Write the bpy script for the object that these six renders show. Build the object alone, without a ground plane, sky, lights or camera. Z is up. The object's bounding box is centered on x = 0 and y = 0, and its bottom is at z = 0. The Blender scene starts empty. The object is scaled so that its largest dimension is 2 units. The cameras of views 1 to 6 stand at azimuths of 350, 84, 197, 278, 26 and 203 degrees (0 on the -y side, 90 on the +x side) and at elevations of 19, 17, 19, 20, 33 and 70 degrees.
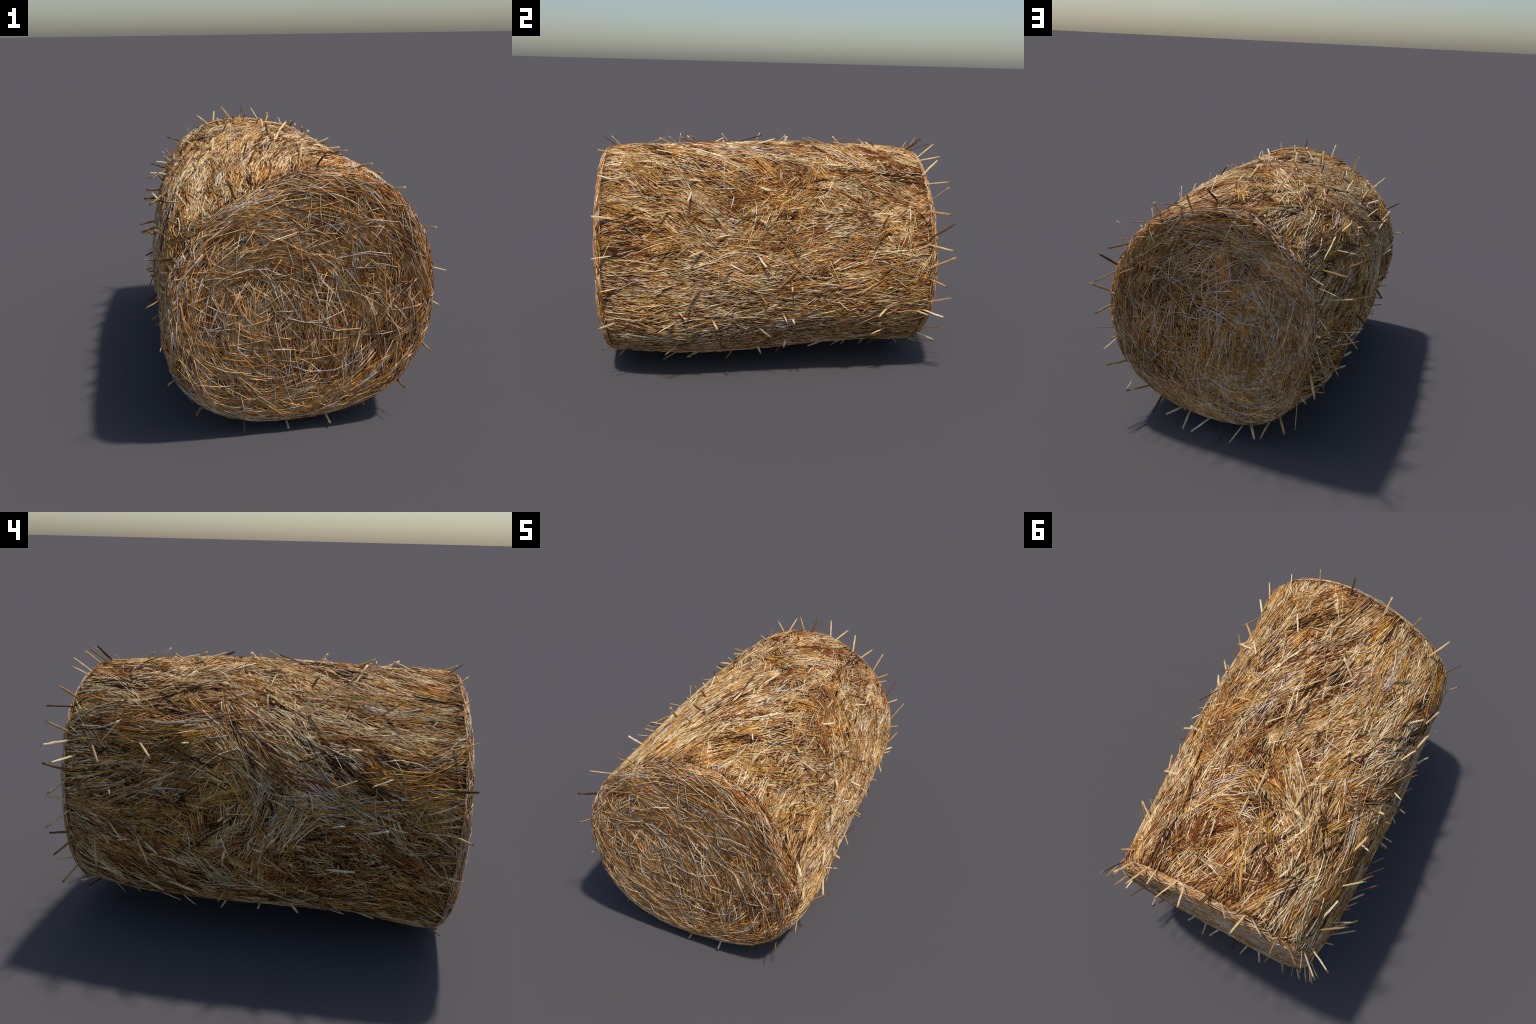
"""A round bale of straw lying on its side: a barrel-shaped rolled core, a mat of
straw wrapped round it, swirling straw on both end faces, and stiff straws that
stick out of it in rings.  Metres, z up, the roll's axis along y."""
import bpy
import numpy as np
from mathutils import Matrix, Vector

rng = np.random.default_rng(20240611)
TAU = 2 * np.pi

# --------------------------------------------------------------------------
# 1. SHAPE OF THE ROLL
# radius(angle, along) = sum over harmonics of the angle; each harmonic drifts
# along the roll as a Legendre series.  Angle 0 is +x, 90 degrees is up.
# --------------------------------------------------------------------------
AXIS_Z = 0.66
ROUND = [
    [0.6327, -0.0167, -0.0132, -0.0066, 0.0029, 0.0039],  # mean radius: barrel, then tapering to +y
    [0.0172, 0.0044, 0.0081, 0.0088, 0.0004, 0.0011],  # sideways shift of the axis
    [0.0163, 0.0187, -0.0204, -0.0007, -0.0001, -0.0077],  # lift of the axis
    [0.0187, -0.0049, -0.0203, 0.0047, 0.0012, -0.0109],  # oval
    [0.0004, -0.0037, 0.0066, -0.0125, 0.0013, 0.0011],
    [-0.0021, 0.0170, 0.0083, -0.0075, -0.0020, 0.0011],  # three-lobed sag
    [-0.0298, -0.0028, 0.0140, -0.0041, 0.0054, 0.0106],
    [-0.0182, -0.0024, 0.0057, -0.0019, 0.0037, 0.0061],  # four-sided settling
    [-0.0030, 0.0102, -0.0074, 0.0014, 0.0057, -0.0114],
    [0.0055, 0.0039, -0.0082, -0.0010, 0.0028, -0.0034],  # small dents
    [0.0050, -0.0029, -0.0052, 0.0031, 0.0026, -0.0008],
]
ROUND = np.array(ROUND)
HARM = (len(ROUND) - 1) // 2
# each end: y of the rim plane, its slope in x and z, its waviness, dome depth and dome power
FRONT = dict(y=-0.9465, sx=-0.0085, sz=-0.0240, wave=(-0.0059, 0.0050, 0.0020, 0.0), dome=0.0475, dish=0.002, lean=(-0.006, -0.012), power=28.0, out=-1)
BACK = dict(y=0.8872, sx=-0.0420, sz=0.0085, wave=(0.0065, 0.0018, 0.0032, -0.0027), dome=0.0455, dish=0.002, lean=(0.012, -0.017), power=28.0, out=1)

# knots where the straw is parted and the core is painted dark for the hole's shadow:
# (y, angle in degrees, size)
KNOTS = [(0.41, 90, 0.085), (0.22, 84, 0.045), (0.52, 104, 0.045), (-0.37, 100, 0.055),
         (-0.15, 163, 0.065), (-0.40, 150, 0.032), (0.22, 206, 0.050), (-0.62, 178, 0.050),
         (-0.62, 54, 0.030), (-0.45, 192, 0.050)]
# from these the straw around spreads out like rays
PITS = [(0.41, 90, 0.085), (-0.15, 163, 0.065)]
# darker hollows in the straw of the end faces: (x, z from the axis, size)
HOLLOWS = [(0.14, 0.05, 0.13), (0.02, 0.20, 0.07), (0.30, 0.18, 0.07), (0.02, -0.24, 0.06), (0.36, -0.25, 0.08), (-0.25, 0.12, 0.05)]



def legendre(t):
    return np.polynomial.legendre.legvander(t, ROUND.shape[1] - 1)


def harmonics(th):
    cols = [np.ones_like(th)]
    for k in range(1, HARM + 1):
        cols += [np.cos(k * th), np.sin(k * th)]
    return np.stack(cols, -1)


def radius(th, t):
    return np.einsum('...i,ij,...j->...', harmonics(th), ROUND, legendre(t))


def rim_y(end, th, x, z):
    w = end['wave']
    return (end['y'] + end['sx'] * x + end['sz'] * z
            + w[0] * np.cos(2 * th) + w[1] * np.sin(2 * th) + w[2] * np.cos(3 * th) + w[3] * np.sin(3 * th))


def side_point(th, t):
    """t = -1 at the front rim, 1 at the back rim; a little beyond is allowed."""
    tc = np.clip(t, -1, 1)
    r = radius(th, tc) - 0.010 * np.clip(np.abs(t) - 0.985, 0, 1) / 0.015 * 0.6
    x, z = r * np.cos(th), r * np.sin(th)
    s = (t + 1) / 2
    y = rim_y(FRONT, th, x, z) * (1 - s) + rim_y(BACK, th, x, z) * s
    return np.stack([x, y, z + AXIS_Z], -1)


def cap_point(end, th, rho):
    r = radius(th, np.full_like(th, float(end['out']))) * rho
    x, z = r * np.cos(th), r * np.sin(th)
    flat = rho ** 2
    w = end['wave']
    wav = w[0] * np.cos(2 * th) + w[1] * np.sin(2 * th) + w[2] * np.cos(3 * th) + w[3] * np.sin(3 * th)
    y = end['y'] + end['sx'] * x + end['sz'] * z + wav * flat + end['out'] * (
        (end['dome'] + end['lean'][0] * x + end['lean'][1] * z) * (1 - np.clip(rho, 0, 1) ** end['power']) - end['dish'] * (1 - flat))
    return np.stack([x, y, z + AXIS_Z], -1)


def unit(v):
    return v / np.maximum(np.linalg.norm(v, axis=-1, keepdims=True), 1e-9)


def side_frame(th, t):
    e = 2e-3
    p = side_point(th, t)
    n = np.cross(side_point(th + e, t) - side_point(th - e, t),
                 side_point(th, np.minimum(t + e, 1)) - side_point(th, np.maximum(t - e, -1)))
    n = unit(n)
    out = p - np.array([0, 0, AXIS_Z]); out[..., 1] = 0
    n *= np.sign(np.sum(n * out, -1, keepdims=True))
    return p, n


def cap_frame(end, x, z):
    """x, z measured from the roll's axis, in the plane of the end face."""
    def at(x, z):
        th = np.arctan2(z, x)
        rho = np.hypot(x, z) / radius(th, np.full_like(th, float(end['out'])))
        return cap_point(end, th, rho)
    e = 4e-3
    p = at(x, z)
    n = unit(np.cross(at(x + e, z) - at(x - e, z), at(x, z + e) - at(x, z - e)))
    n *= np.sign(n[..., 1:2] * end['out'])
    return p, n


def knot_depth(y, th):
    """0 away from the knots, 1 in the middle of one."""
    d = np.zeros_like(y)
    for ky, ka, size in KNOTS:
        a = (th - np.radians(ka) + np.pi) % TAU - np.pi
        d = np.maximum(d, np.exp(-((y - ky) ** 2 + (0.64 * a) ** 2) / size ** 2))
    return d


# --------------------------------------------------------------------------
# 2. MATERIALS
# --------------------------------------------------------------------------
def srgb(r, g, b):
    return tuple(((c / 255) / 12.92 if c < 11 else (((c / 255) + 0.055) / 1.055) ** 2.4) for c in (r, g, b)) + (1,)


def straw_material(name, colours, per_object=False, fleck=0.35, fleck_scale=45.0):
    """Straw of one sort: each piece picks its own tone between the given colours."""
    m = bpy.data.materials.new(name)
    m.use_nodes = True
    nt = m.node_tree
    nt.nodes.clear()
    N, Lk = nt.nodes.new, nt.links.new
    out = N('ShaderNodeOutputMaterial')
    b = N('ShaderNodeBsdfPrincipled')
    b.inputs['Roughness'].default_value = 0.72
    b.inputs['Specular IOR Level'].default_value = 0.25
    Lk(b.outputs['BSDF'], out.inputs['Surface'])
    pick = N('ShaderNodeObjectInfo' if per_object else 'ShaderNodeNewGeometry')
    src = pick.outputs['Random'] if per_object else pick.outputs['Random Per Island']
    ramp = N('ShaderNodeValToRGB')
    el = ramp.color_ramp.elements
    for i, c in enumerate(colours):
        e = el[i] if i < 2 else el.new(1)
        e.color = srgb(*c)
    for i in range(len(colours)):
        el[i].position = i / (len(colours) - 1)
    for i, c in enumerate(colours):
        el[i].color = srgb(*c)
    Lk(src, ramp.inputs['Fac'])
    tc = N('ShaderNodeTexCoord')
    noise = N('ShaderNodeTexNoise')
    noise.inputs['Scale'].default_value = fleck_scale
    noise.inputs['Detail'].default_value = 3
    Lk(tc.outputs['Object'], noise.inputs['Vector'])
    mr = N('ShaderNodeMapRange')
    mr.inputs['From Min'].default_value = 0.3
    mr.inputs['From Max'].default_value = 0.7
    mr.inputs['To Min'].default_value = 1 - fleck
    mr.inputs['To Max'].default_value = 1 + fleck * 0.5
    Lk(noise.outputs['Fac'], mr.inputs['Value'])
    broad = N('ShaderNodeTexNoise')
    broad.inputs['Scale'].default_value = 5.0
    broad.inputs['Detail'].default_value = 2
    Lk(tc.outputs['Object'], broad.inputs['Vector'])
    mb = N('ShaderNodeMapRange')
    mb.inputs['From Min'].default_value = 0.3
    mb.inputs['From Max'].default_value = 0.7
    mb.inputs['To Min'].default_value = 0.78
    mb.inputs['To Max'].default_value = 1.20
    Lk(broad.outputs['Fac'], mb.inputs['Value'])
    both = N('ShaderNodeMath')
    both.operation = 'MULTIPLY'
    Lk(mr.outputs['Result'], both.inputs[0])
    Lk(mb.outputs['Result'], both.inputs[1])
    mul = N('ShaderNodeMix')
    mul.data_type = 'RGBA'
    mul.blend_type = 'MULTIPLY'
    mul.inputs['Factor'].default_value = 1
    Lk(ramp.outputs['Color'], mul.inputs['A'])
    Lk(both.outputs['Value'], mul.inputs['B'])
    Lk(mul.outputs['Result'], b.inputs['Base Color'])
    bump = N('ShaderNodeBump')
    bump.inputs['Strength'].default_value = 0.25
    bump.inputs['Distance'].default_value = 0.002
    fine = N('ShaderNodeTexNoise')
    fine.inputs['Scale'].default_value = 400
    Lk(tc.outputs['Object'], fine.inputs['Vector'])
    Lk(fine.outputs['Fac'], bump.inputs['Height'])
    Lk(bump.outputs['Normal'], b.inputs['Normal'])
    return m


PALE, GOLD, TAN, RUST, GREY, DARK = range(6)
MATS = [
    straw_material('pale_straw', [(212, 172, 112), (236, 204, 150), (250, 232, 196)]),
    straw_material('golden_straw', [(186, 124, 48), (206, 150, 70), (226, 180, 104)]),
    straw_material('tan_straw', [(160, 104, 54), (188, 130, 74), (212, 162, 106)]),
    straw_material('rusty_straw', [(120, 64, 26), (148, 84, 35), (174, 106, 50)]),
    straw_material('pale_grey_straw', [(180, 158, 138), (208, 188, 170), (232, 218, 206)]),
    straw_material('dark_straw', [(54, 32, 17), (80, 48, 25), (102, 64, 35)]),
]
# end-face colours, lighter and warmer than those of the side; the straws are longer
END_MATS = [
    straw_material('pale_end_straw', [(226, 186, 132), (242, 210, 162), (252, 234, 204)]),
    straw_material('golden_end_straw', [(206, 136, 56), (226, 162, 80), (242, 192, 114)]),
    straw_material('tan_end_straw', [(194, 132, 72), (218, 160, 98), (236, 188, 130)]),
    straw_material('rusty_end_straw', [(156, 90, 38), (182, 110, 48), (204, 130, 64)]),
    straw_material('shade_tinted_pale_end_straw', [(196, 176, 156), (216, 200, 184), (236, 224, 212)]),
    straw_material('dark_end_straw', [(86, 52, 26), (112, 68, 34), (134, 86, 46)]),
]
SPIKE_MAT = straw_material('stiff_straw', [(86, 55, 30), (196, 150, 94), (226, 188, 130), (242, 210, 160), (248, 224, 180)], per_object=True, fleck=0.55, fleck_scale=70)  # cream lightened for sunlit stalks, brown end darkened for those seen in shade
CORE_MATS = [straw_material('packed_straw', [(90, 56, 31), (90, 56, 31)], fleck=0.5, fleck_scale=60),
             straw_material('packed_straw_shade_painted', [(50, 31, 17), (50, 31, 17)], fleck=0.5, fleck_scale=60)]  # darker copy, gap shadow put into the core colour


# --------------------------------------------------------------------------
# 3. STRAWS LYING ON THE SURFACE
# --------------------------------------------------------------------------
def make_mesh(name, verts, faces4, faces3, mat4=None, mat3=None, mats=(), smooth=True):
    """A mesh from arrays of quads and triangles."""
    me = bpy.data.meshes.new(name)
    n4, n3 = len(faces4), len(faces3)
    me.vertices.add(len(verts))
    me.vertices.foreach_set('co', np.ascontiguousarray(verts, dtype=np.float32).ravel())
    loops = np.concatenate([np.asarray(faces4).ravel(), np.asarray(faces3).ravel()]).astype(np.int32)
    me.loops.add(len(loops))
    me.loops.foreach_set('vertex_index', loops)
    me.polygons.add(n4 + n3)
    me.polygons.foreach_set('loop_start', np.concatenate([np.arange(n4) * 4, n4 * 4 + np.arange(n3) * 3]).astype(np.int32))
    if mat4 is not None:
        me.polygons.foreach_set('material_index', np.concatenate([mat4, mat3]).astype(np.int32))
    me.polygons.foreach_set('use_smooth', np.full(n4 + n3, smooth))
    for m in mats:
        me.materials.append(m)
    me.update(calc_edges=True)
    me.validate()
    return me


def straw_mesh(name, centre, normal, width, mat, mats, flat=0.5):
    """centre, normal: (straws, rings, 3); width, mat: (straws,).  Each straw is a closed
    three-sided stalk, ridge upward, tapering a little to both ends."""
    n, k, _ = centre.shape
    tang = unit(np.gradient(centre, axis=1))
    side = unit(np.cross(normal, tang))
    up = unit(np.cross(tang, side))
    taper = np.interp(np.linspace(0, 1, k), [0, 0.15, 0.85, 1], [0.7, 1, 1, 0.6])
    w = (width[:, None] * taper[None])[..., None]
    ring = np.stack([centre - side * w * 0.5, centre + up * w * flat, centre + side * w * 0.5], 2)  # n,k,3,3
    verts = ring.reshape(-1, 3)
    base = (np.arange(n) * k * 3)[:, None]
    quads = []
    for j in range(k - 1):
        for a in range(3):
            b = (a + 1) % 3
            quads.append(np.stack([base[:, 0] + j * 3 + a, base[:, 0] + j * 3 + b,
                                   base[:, 0] + (j + 1) * 3 + b, base[:, 0] + (j + 1) * 3 + a], 1))
    quads = np.stack(quads, 1)
    tris = np.stack([np.concatenate([base + 2, base + 1, base], 1),
                     base + (k - 1) * 3 + np.array([[0, 1, 2]])], 1)
    return make_mesh(name, verts, quads.reshape(-1, 4), tris.reshape(-1, 3),
                     np.repeat(mat, quads.shape[1]), np.repeat(mat, 2), mats)


# how the straw lies on the rolled side: (y, angle, lay, scatter), degrees;
# lay 0 runs along the roll, positive turns towards growing angle
LAY = [
    (-0.8, 5, 0, 16), (-0.8, 30, 0, 18), (-0.6, 55, -30, 20), (-0.45, 40, -32, 20), (-0.3, 58, -24, 18),
    (-0.75, 68, -20, 45), (-0.6, 66, -45, 25), (-0.1, 46, 10, 60), (0.02, 20, 35, 45), (-0.4, 10, -6, 22), (0.5, 30, 5, 38),
    (0.5, 2, 0, 24), (0, 0, 0, 24), (0.5, -22, 0, 15), (0, -25, 0, 13), (-0.6, -25, 0, 13), (-0.6, -5, 0, 15), (0.8, 62, -14, 28), (0.85, 40, 15, 34),
    (0.2, 60, 0, 45), (-0.34, 68, -29, 14), (-0.65, 88, -26, 13), (-0.05, 95, -20, 22), (-0.24, 75, -22, 15),
    (-0.16, 113, -38, 22), (-0.46, 118, -4, 22), (-0.61, 105, -12, 18), (-0.56, 131, -20, 15), (-0.19, 131, -30, 22),
    (-0.82, 120, -3, 14), (-0.44, 147, -25, 20), (0.0, 64, -20, 38), (0.57, 58, 5, 50), (0.36, 104, 55, 20), (0.44, 76, -60, 30),
    (0.3, 92, 50, 25), (0.5, 112, -14, 30), (0.57, 133, 0, 22), (0.2, 118, -18, 38), (0.78, 100, 5, 50), (0.7, 168, 0, 22),
    (0.5, 145, -5, 24), (0.8, 195, -12, 16), (-0.68, 176, -32, 32), (0.27, 201, -40, 18), (0.59, 197, -32, 14),
    (0.3, 168, 30, 48), (-0.12, 150, -45, 28), (-0.3, 162, -28, 20), (-0.1, 178, 62, 36), (-0.4, 196, -15, 48), (-0.5, 215, -6, 20),
    (0.15, 216, -6, 18), (0.7, 235, -3, 18), (0.0, 270, 0, 20), (0.7, 280, 0, 20), (-0.7, 275, 0, 20), (0.0, 320, 0, 20),
]
LAY = np.array(LAY, float)


def lay_at(y, th):
    c = s = wsum = sc = 0.0
    for ly, la, lay, scatter in LAY:
        a = (th - np.radians(la) + np.pi) % TAU - np.pi
        w = np.exp(-((y - ly) ** 2 + (0.64 * a) ** 2) / (2 * 0.13 ** 2)) + 1e-9
        c = c + w * np.cos(2 * np.radians(lay))
        s = s + w * np.sin(2 * np.radians(lay))
        sc = sc + w * scatter
        wsum = wsum + w
    return 0.5 * np.arctan2(s, c), np.radians(sc / wsum)


# where a sort of straw gathers on the side: (y, angle, size, sort, strength)
GATHER = [
    (-0.1, 46, 0.12, RUST, 0.5), (0.15, 62, 0.16, RUST, 0.5), (0.25, 80, 0.16, RUST, 0.8), (0.5, 75, 0.16, RUST, 0.5), (0.72, 72, 0.18, RUST, 0.9), (0.76, 100, 0.12, RUST, 0.6), (-0.05, 88, 0.12, RUST, 0.6), (0.55, 125, 0.12, RUST, 0.5), (-0.75, 100, 0.10, RUST, 0.6), (-0.5, -15, 0.35, PALE, 0.6), (0.2, -20, 0.35, PALE, 0.6), (0.6, -10, 0.3, GOLD, 0.6), (0.1, 5, 0.3, GOLD, 0.4), (0.75, 20, 0.15, RUST, 0.3),  # PALE and GOLD at low angles brighten the lower flank for sunlight
    (-0.6, 20, 0.2, GOLD, 0.5), (-0.75, 66, 0.13, GOLD, 1.0), (0.0, 62, 0.08, GOLD, 0.6), (-0.3, 10, 0.2, GREY, 0.2), (0.3, -20, 0.25, GREY, 0.3),
    (-0.3, -20, 0.25, GREY, 0.25), (-0.65, 92, 0.22, PALE, 0.8), (-0.2, 118, 0.22, PALE, 0.8), (-0.45, 118, 0.18, PALE, 0.9), (-0.1, 140, 0.15, GREY, 0.4),
    (-0.30, 163, 0.16, PALE, 2.0), (-0.32, 163, 0.14, GREY, 2.0), (-0.44, 147, 0.10, DARK, 0.4), (-0.40, 152, 0.14, GREY, 0.5), (-0.6, 112, 0.06, DARK, 0.5), (0.45, 90, 0.16, PALE, 0.4), (0.6, 118, 0.2, PALE, 0.5),
    (0.5, 155, 0.28, GOLD, 1.0), (-0.6, 170, 0.22, GOLD, 0.6), (0.45, 178, 0.2, GOLD, 0.8), (0.0, 185, 0.25, GOLD, 0.7), (-0.6, 195, 0.25, GOLD, 0.5), (0.6, 190, 0.2, RUST, 0.7), (0.2, 160, 0.2, GOLD, 0.4), (-0.5, 185, 0.22, RUST, 0.5), (0.2, 202, 0.1, PALE, 0.5),
    (-0.75, 160, 0.2, GOLD, 0.5), (0.75, 130, 0.15, GOLD, 0.5), (0.78, 118, 0.14, PALE, 0.3),
]


def choose_sort(n, weights):
    """weights: (n, sorts); pick one sort for each straw."""
    cum = np.cumsum(weights / weights.sum(1, keepdims=True), 1)
    return (rng.random(n)[:, None] > cum).sum(1).clip(0, 5)


def side_sorts(y, th, basic):
    w = np.tile(np.array(basic, float), (len(y), 1))
    for gy, ga, size, sort, strength in GATHER:
        a = (th - np.radians(ga) + np.pi) % TAU - np.pi
        w[:, sort] += 0.45 * strength * np.exp(-((y - gy) ** 2 + (0.64 * a) ** 2) / size ** 2)
    return choose_sort(len(y), w)


def coarse(th):
    return 0.83 + 0.28 * np.cos(th - np.radians(115))


def side_straws(n, length, width, height, basic, scatter=1.0, thin_knots=0.93, rings=4, locks=0):
    """Straws lying on the rolled side; returns centre lines, normals, widths, sorts."""
    th = rng.random(n * 2) * TAU
    th = th[rng.random(n * 2) < 0.47 + 0.20 * np.cos(th - np.radians(-20))][:n]   # finer and denser there
    n = len(th)
    t = rng.uniform(-1, 1, n)
    y = t * 0.914 - 0.03
    lock = None
    if locks:                                # straws lie together in combed locks
        lock = rng.integers(locks, size=n)
        lth, lt = rng.random(locks * 3) * TAU, rng.uniform(-1, 1, locks * 3)
        keep = rng.random(locks * 3) < (coarse(lth) - 0.5) / 0.8
        lth, lt = lth[keep][:locks], lt[keep][:locks]
        llay, lsc = lay_at(lt * 0.914 - 0.03, lth)
        llay = llay + rng.normal(size=locks) * lsc * 0.8
        along, across = rng.normal(size=n) * 0.075, rng.normal(size=n) * 0.020
        ca, sa = np.cos(llay[lock]), np.sin(llay[lock])
        t = (lt[lock] + (along * ca - across * sa) / 0.914 + 1) % 2 - 1
        th = (lth[lock] + (along * sa + across * ca) / 0.64) % TAU
        y = t * 0.914 - 0.03
    keep = rng.random(n) > thin_knots * knot_depth(y, th)
    th, t, y = th[keep], t[keep], y[keep]
    n = len(th)
    lock = lock[keep] if locks else None
    lay, sc = lay_at(y, th)
    sunny = 0.5 + 0.5 * np.cos(th - np.radians(-10))
    ang = lay + rng.normal(size=n) * sc * scatter * (1 - 0.25 * sunny)
    wild = rng.random(n) < 0.10 - 0.05 * sunny
    ang = np.where(wild, rng.uniform(-1.57, 1.57, n), ang)
    if locks:
        ang = llay[lock] + rng.normal(size=n) * 0.13
    # chaffy and short on the sunny flank, long and combed over the top and the far flank
    L = np.clip(length * coarse(th) * np.exp(rng.normal(size=n) * 0.5), 0.018, 0.26)
    W = np.clip(width * (0.10 + 0.94 * coarse(th)) * np.exp(rng.normal(size=n) * 0.32), 0.0018, 0.011)
    bend = rng.normal(size=n) * 1.0
    s = np.linspace(-0.5, 0.5, rings)[None] * L[:, None]
    a = ang[:, None] + bend[:, None] * s
    dy, du = s * np.cos(a), s * np.sin(a)
    dt = dy / 0.914
    # a straw that would stick out past the rim is drawn back to it
    lim = 1.004
    over = np.maximum((t[:, None] + dt).max(1) - lim, 0) - np.maximum(-lim - (t[:, None] + dt).min(1), 0)
    tt = t[:, None] + dt - over[:, None]
    r = radius(th, np.clip(t, -1, 1))
    aa = th[:, None] + du / r[:, None]
    p, nrm = side_frame(aa, tt)
    lo, hi = height
    h = rng.uniform(lo, hi, n)[:, None] + rng.normal(size=(n, 1)) * 0.03 * s + rng.normal(size=(n, rings)) * 0.0008
    sink = 0.020 * knot_depth(p[..., 1], aa)
    if locks:
        h = h + (rng.random(locks) * 0.006)[lock][:, None]
    c = p + nrm * (h - sink)[..., None]
    sorts = side_sorts(y, th, basic)
    if locks:                                # most of a lock is of one sort
        sorts = np.where(rng.random(n) < 0.70, side_sorts(lt * 0.914 - 0.03, lth, basic)[lock], sorts)
    return c, nrm, W, sorts


def end_straws(end, n, length, width, height, basic, scatter=1.0, rings=4, locks=0, inner=0.0, thin=0.85):
    """Straws on an end face, wound round its middle."""
    th = rng.random(n) * TAU
    rho = np.sqrt(rng.uniform(inner ** 2, 1, n)) * 0.995
    R = radius(th, np.full(n, float(end['out'])))
    x, z = rho * R * np.cos(th), rho * R * np.sin(th)
    cx, cz = -0.08, -0.02
    if locks:                                # locks of straw wound in together
        lock = rng.integers(locks, size=n)
        lx, lz = x[:locks], z[:locks]
        lr = np.hypot(lx, lz) / 0.6
        la = np.arctan2(lz - cz, lx - cx) + np.pi / 2 + rng.normal(size=locks) * np.radians(np.interp(lr, [0, 0.4, 0.8, 1], [55, 35, 21, 13]))
        along, across = rng.normal(size=n) * 0.05, rng.normal(size=n) * 0.016
        x = lx[lock] + along * np.cos(la[lock]) - across * np.sin(la[lock])
        z = lz[lock] + along * np.sin(la[lock]) + across * np.cos(la[lock])
        th = np.arctan2(z, x)
        R = radius(th, np.full(n, float(end['out'])))
        rho = np.minimum(np.hypot(x, z) / R, 0.99)
        x, z = rho * R * np.cos(th), rho * R * np.sin(th)
    turn = np.arctan2(z - cz, x - cx) + np.pi / 2
    sc = np.radians(np.interp(rho, [0, 0.35, 0.6, 0.85, 1], [70, 45, 28, 17, 17])) * scatter
    ang = turn + 0.10 + rng.normal(size=n) * sc
    if locks:
        ang = la[lock] + rng.normal(size=n) * 0.12
    # below the middle many hang steeply
    steep = rng.random(n) < 0.65 * np.exp(-((x + 0.04) ** 2 + (z + 0.13) ** 2) / 0.20 ** 2)
    ang = np.where(steep, np.radians(98) + rng.normal(size=n) * 0.28, ang)
    wild = (rng.random(n) < 0.06) | (steep & (rng.random(n) < 0.3))
    ang = np.where(wild & ~steep, np.pi / 2 + rng.normal(size=n) * 0.5, ang)
    L = np.clip(length * np.exp(rng.normal(size=n) * 0.45), 0.03, 0.36)
    W = np.clip(width * np.exp(rng.normal(size=n) * 0.28), 0.0016, 0.008)
    s = np.linspace(-0.5, 0.5, rings)[None] * L[:, None]
    curl = np.where(wild | steep, 0, np.clip(1 / np.maximum(rho * R, 0.12), 0, 3.0)) * rng.uniform(0.5, 1.3, n) + rng.normal(size=n) * 0.25
    a = ang[:, None] + curl[:, None] * s * 0.5
    px, pz = x[:, None] + s * np.cos(a), z[:, None] + s * np.sin(a)
    # bend straws that cross the rim back along it
    pth = np.arctan2(pz, px)
    pr = np.hypot(px, pz)
    lim = radius(pth, np.full_like(pth, float(end['out']))) * 0.997
    k = np.minimum(1, lim / pr)
    px, pz = px * k, pz * k
    p, nrm = cap_frame(end, px, pz)
    lo, hi = height
    h = rng.uniform(lo, hi, n)[:, None] + rng.normal(size=(n, 1)) * 0.03 * s + rng.normal(size=(n, rings)) * 0.0006
    hollow = np.zeros(n)
    for hx, hz, size in HOLLOWS:
        hollow = np.maximum(hollow, np.exp(-((x - hx) ** 2 + (z - hz) ** 2) / size ** 2))
    keep = rng.random(n) > thin * hollow
    c = p + nrm * h[..., None]
    w = np.tile(np.array(basic, float), (n, 1))
    edge = np.clip((rho - 0.88) / 0.1, 0, 1)
    w[:, GREY] += 0.08 * edge
    w[:, GREY] += 0.18 * wild
    x_out = x * (1 if end['out'] < 0 else 1)
    w[:, GREY] += 0.08 * np.clip(-x_out / 0.4, 0, 1)
    w[:, RUST] += 0.18 * np.clip(x_out / 0.4, 0, 1)
    return c[keep], nrm[keep], W[keep], choose_sort(n, w)[keep]


def joined(*sets):
    return [np.concatenate(x) for x in zip(*sets)]


def add(name, data, parent):
    o = bpy.data.objects.new(name, data)
    bpy.context.scene.collection.objects.link(o)
    o.parent = parent
    return o


bale = bpy.data.objects.new('straw_bale', None)
bpy.context.scene.collection.objects.link(bale)
bale['label'] = 'round bale of golden brown straw lying on its side'
bale['category'] = 'straw bale'

# ---- the packed core, a closed barrel just under the straw ---------------
NTH, NT, NR = 160, 90, 26
INSET = 0.009
th = np.linspace(0, TAU, NTH, endpoint=False)
rows = []
for end, order in ((FRONT, 1), (BACK, -1)):
    rho = np.sin(np.linspace(0.01, 1, NR)[:-1] * np.pi / 2)[::order]
    cap = []
    for q in rho:
        x = q * radius(th, np.full(NTH, float(end['out']))) * np.cos(th)
        z = q * radius(th, np.full(NTH, float(end['out']))) * np.sin(th)
        p, n = cap_frame(end, x, z)
        cap.append(p - n * INSET)
    if order == 1:
        rows += cap
        for t in np.linspace(-0.99, 0.99, NT):
            p, n = side_frame(th, np.full(NTH, t))
            rows.append(p - n * (INSET + 0.02 * knot_depth(p[:, 1], th))[:, None])
    else:
        rows += cap
grid = np.stack(rows)
nrow = len(grid)
idx = np.arange(nrow * NTH).reshape(nrow, NTH)
nxt = np.roll(idx, -1, 1)
quads = np.stack([idx[:-1], idx[1:], nxt[1:], nxt[:-1]], -1).reshape(-1, 4)
verts = np.concatenate([grid.reshape(-1, 3), grid[0].mean(0)[None], grid[-1].mean(0)[None]])
f, l = len(verts) - 2, len(verts) - 1
tris = np.concatenate([np.stack([idx[0], nxt[0], np.full(NTH, f)], -1), np.stack([nxt[-1], idx[-1], np.full(NTH, l)], -1)])
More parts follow.
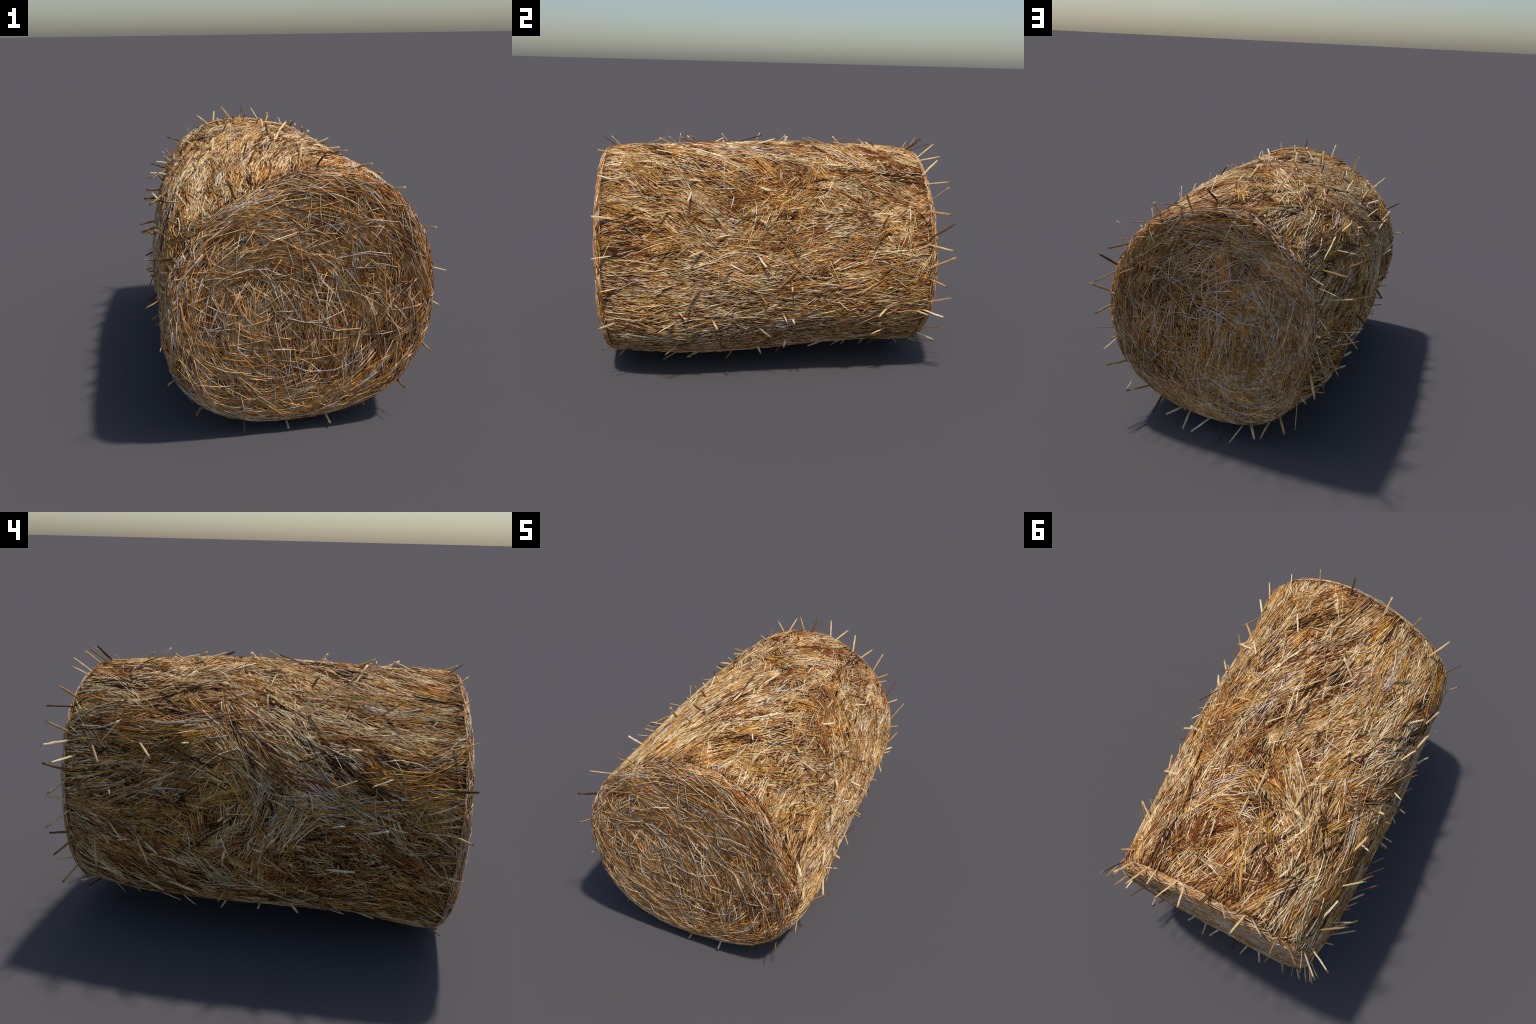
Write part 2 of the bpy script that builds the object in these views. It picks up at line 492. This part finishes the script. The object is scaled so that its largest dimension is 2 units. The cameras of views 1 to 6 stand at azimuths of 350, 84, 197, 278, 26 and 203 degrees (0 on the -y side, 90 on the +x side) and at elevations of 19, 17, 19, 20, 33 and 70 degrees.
mid = verts[quads].mean(1)
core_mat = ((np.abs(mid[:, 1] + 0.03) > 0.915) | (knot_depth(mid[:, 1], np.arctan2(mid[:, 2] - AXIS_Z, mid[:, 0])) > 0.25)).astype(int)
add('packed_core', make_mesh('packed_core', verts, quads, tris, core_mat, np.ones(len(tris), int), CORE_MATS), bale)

# ---- the mat of straw round the roll -------------------------------------
#                            pale  gold  tan   rust  grey  dark
under = side_straws(23000, 0.080, 0.0050, (-0.008, -0.003), (0.04, 0.15, 0.31, 0.33, 0.02, 0.17), scatter=1.2, thin_knots=0.75)
upper = side_straws(44000, 0.056, 0.0037, (-0.005, 0.000), (0.27, 0.21, 0.28, 0.18, 0.06, 0.06))
combed = side_straws(20000, 0.105, 0.0043, (-0.005, 0.000), (0.46, 0.22, 0.20, 0.12, 0.03, 0.12), locks=800, thin_knots=0.97)
loose = side_straws(1800, 0.110, 0.0056, (0.000, 0.004), (0.50, 0.20, 0.16, 0.04, 0.10, 0.02), scatter=1.5)
o = add('side_straw', straw_mesh('side_straw', *joined(under, upper, combed, loose), MATS), bale)
o['kind'] = 'stuff'

# ---- straw on the two end faces ------------------------------------------
for end in (FRONT, BACK):
    under = end_straws(end, 2700, 0.130, 0.0044, (-0.008, -0.003), (0.02, 0.24, 0.32, 0.28, 0.02, 0.14), scatter=0.9, thin=0.0)
    upper = end_straws(end, 2200, 0.140, 0.0036, (-0.005, 0.000), (0.18, 0.42, 0.30, 0.12, 0.02, 0.02), scatter=1.0)
    wound = end_straws(end, 3000, 0.200, 0.0037, (-0.004, 0.001), (0.26, 0.40, 0.26, 0.12, 0.03, 0.02), locks=190)
    loose = end_straws(end, 520, 0.200, 0.0037, (0.000, 0.003), (0.55, 0.12, 0.10, 0.0, 0.35, 0.0), scatter=1.9, thin=0.2)
    lip = end_straws(end, 240, 0.070, 0.0036, (-0.001, 0.003), (0.24, 0.16, 0.30, 0.10, 0.16, 0.02), scatter=1.8, inner=0.93)
    o = add('end_straw', straw_mesh('end_straw', *joined(under, upper, wound, loose, lip), END_MATS), bale)
    o['kind'] = 'stuff'


# --------------------------------------------------------------------------
# 4. STIFF STRAWS STICKING OUT
# --------------------------------------------------------------------------
def spike_mesh(name, bend):
    """A flattened stalk, 1 unit long along +z, 13 mm broad, with ragged edges and a node."""
    n, k = 8, 9
    vs = []
    ragged = rng.normal(size=(k, 2)) * 0.0007
    for j in range(k):
        s = j / (k - 1)
        w = 0.0060 * np.interp(s, [0, 0.6, 1], [1.0, 1.0, 0.92]) + (0.0010 if j == 5 else 0)
        d = 0.0021
        for i in range(n):
            a = TAU * i / n
            vs.append((w * np.cos(a) + ragged[j, 0], d * np.sin(a) + bend * s * s + ragged[j, 1] * 0.5, s))
    q = [(j * n + i, j * n + (i + 1) % n, (j + 1) * n + (i + 1) % n, (j + 1) * n + i) for j in range(k - 1) for i in range(n)]
    me = bpy.data.meshes.new(name)
    me.from_pydata(vs, [], q + [tuple(range(n))[::-1], tuple(range((k - 1) * n, k * n))])
    for p in me.polygons:
        p.use_smooth = len(p.vertices) == 4
    me.materials.append(SPIKE_MAT)
    return me


SPIKES = [spike_mesh('protruding_straw', b) for b in (0.0, 0.004, -0.004, 0.007, -0.002)]

# rings all round, 20 spikes to a ring: (y, first angle, lean outward / round / along)
FINE_RINGS = [
    (-0.895, 12.5, 0.098, -0.004, -0.092), (-0.565, 14.5, 0.105, -0.020, -0.075), (-0.412, 13.3, 0.108, -0.020, -0.073),
    (-0.245, 21.5, 0.115, -0.010, -0.040), (0.088, 13.3, 0.130, 0.000, 0.010), (0.340, 14.5, 0.096, 0.005, -0.088),
    (0.465, 13.2, 0.110, 0.000, -0.075), (0.876, 20.8, 0.082, 0.040, 0.098), (0.882, 15.5, 0.055, -0.022, 0.120), (0.660, 4.0, 0.105, 0.010, -0.060),
    (-0.090, 9.0, 0.110, -0.030, 0.035),
]
# coarser rows, seven to the round: angles, then (y, shift of angle, lean) on each side of the bale
ROWS_RIGHT = [29.5, -21.5, -70.5, 88.0]
ROWS_LEFT = [-119.5, -168.5, 146.5]
RIGHT = [(-0.760, 0, 0.075, -0.020, 0.110), (-0.545, 5, 0.125, -0.015, 0.040), (-0.345, 1, 0.130, -0.020, 0.020), (-0.205, 0, 0.080, 0.000, 0.110),
         (0.052, 0, 0.128, -0.010, 0.026), (0.380, 9, 0.120, -0.020, 0.040), (0.655, 2, 0.105, -0.010, -0.052), (0.835, 1, 0.118, -0.010, 0.045),
         (-0.450, 14, 0.095, -0.060, -0.040)]
LEFT = [(-0.675, 0, 0.120, 0.000, -0.030), (-0.455, -5, 0.130, 0.015, -0.030), (-0.313, 0, 0.120, 0.030, 0.040), (-0.088, 0, 0.070, 0.050, -0.100),
        (0.078, -1, 0.128, 0.020, 0.000), (0.270, -2, 0.125, 0.020, 0.025), (0.510, -2, 0.080, 0.060, -0.086), (0.685, 0, 0.115, -0.040, -0.050),
        (0.745, 2, 0.090, 0.080, -0.040), (0.830, 5, 0.100, 0.040, 0.066)]


TIP_RADIUS = 0.694


def spike(y, deg, out, round_, along):
    a = np.radians(deg)
    t = np.clip((y + 0.031) / 0.914, -1, 1)
    p = side_point(np.array([a]), np.array([t]))[0]
    er, et = np.array([np.cos(a), 0, np.sin(a)]), np.array([-np.sin(a), 0, np.cos(a)])
    # the tips keep to one oval round the roll, so they show less where the roll bulges
    hub = np.array([0.0, p[1], 0.690])
    reach = np.linalg.norm(p - hub)
    room = TIP_RADIUS - 0.026 * np.sin(a) ** 2 - reach
    out = np.clip(min(out, room), 0.042, 0.13)
    d = er * out + et * round_ * 1.5 + np.array([0, along * (1.05 if abs(y) > 0.85 else 1.25), 0]) + rng.normal(size=3) * np.array([0.010, 0.022, 0.008])
    tip = p + d * rng.uniform(0.92, 1.04)
    tip[1] = np.clip(tip[1], -0.996, 0.996)
    tip[2] = max(tip[2], 0.008 + 0.010 * rng.random())   # under the bale they are pushed in by its weight
    d = unit(tip - p)
    root = p - d * 0.045
    v = tip - root
    z = Vector(v / np.linalg.norm(v))
    # most turn their broad face outward, the others sideways
    x = z.cross(Vector(er + 0.4 * rng.normal() * et)).normalized()
    if rng.random() < 0.3:
        x = z.cross(x).normalized()
    y_ = z.cross(x)
    m = Matrix((x, y_, z)).transposed().to_4x4()
    m = m @ Matrix.Diagonal((rng.uniform(0.85, 1.1), 1, float(np.linalg.norm(v)), 1))
    m.translation = Vector(root)
    o = add('protruding_straw', SPIKES[rng.integers(len(SPIKES))], bale)
    o.matrix_world = m


for y, first, *lean in FINE_RINGS:
    for i in range(20):
        spike(y + rng.normal() * 0.008, first + 18 * i + rng.normal() * 0.8, *lean)
for rows_, strip in ((ROWS_RIGHT, RIGHT), (ROWS_LEFT, LEFT)):
    for deg in rows_:
        for y, shift, *lean in strip:
            spike(y + rng.normal() * 0.008, deg + shift + rng.normal(), *lean)
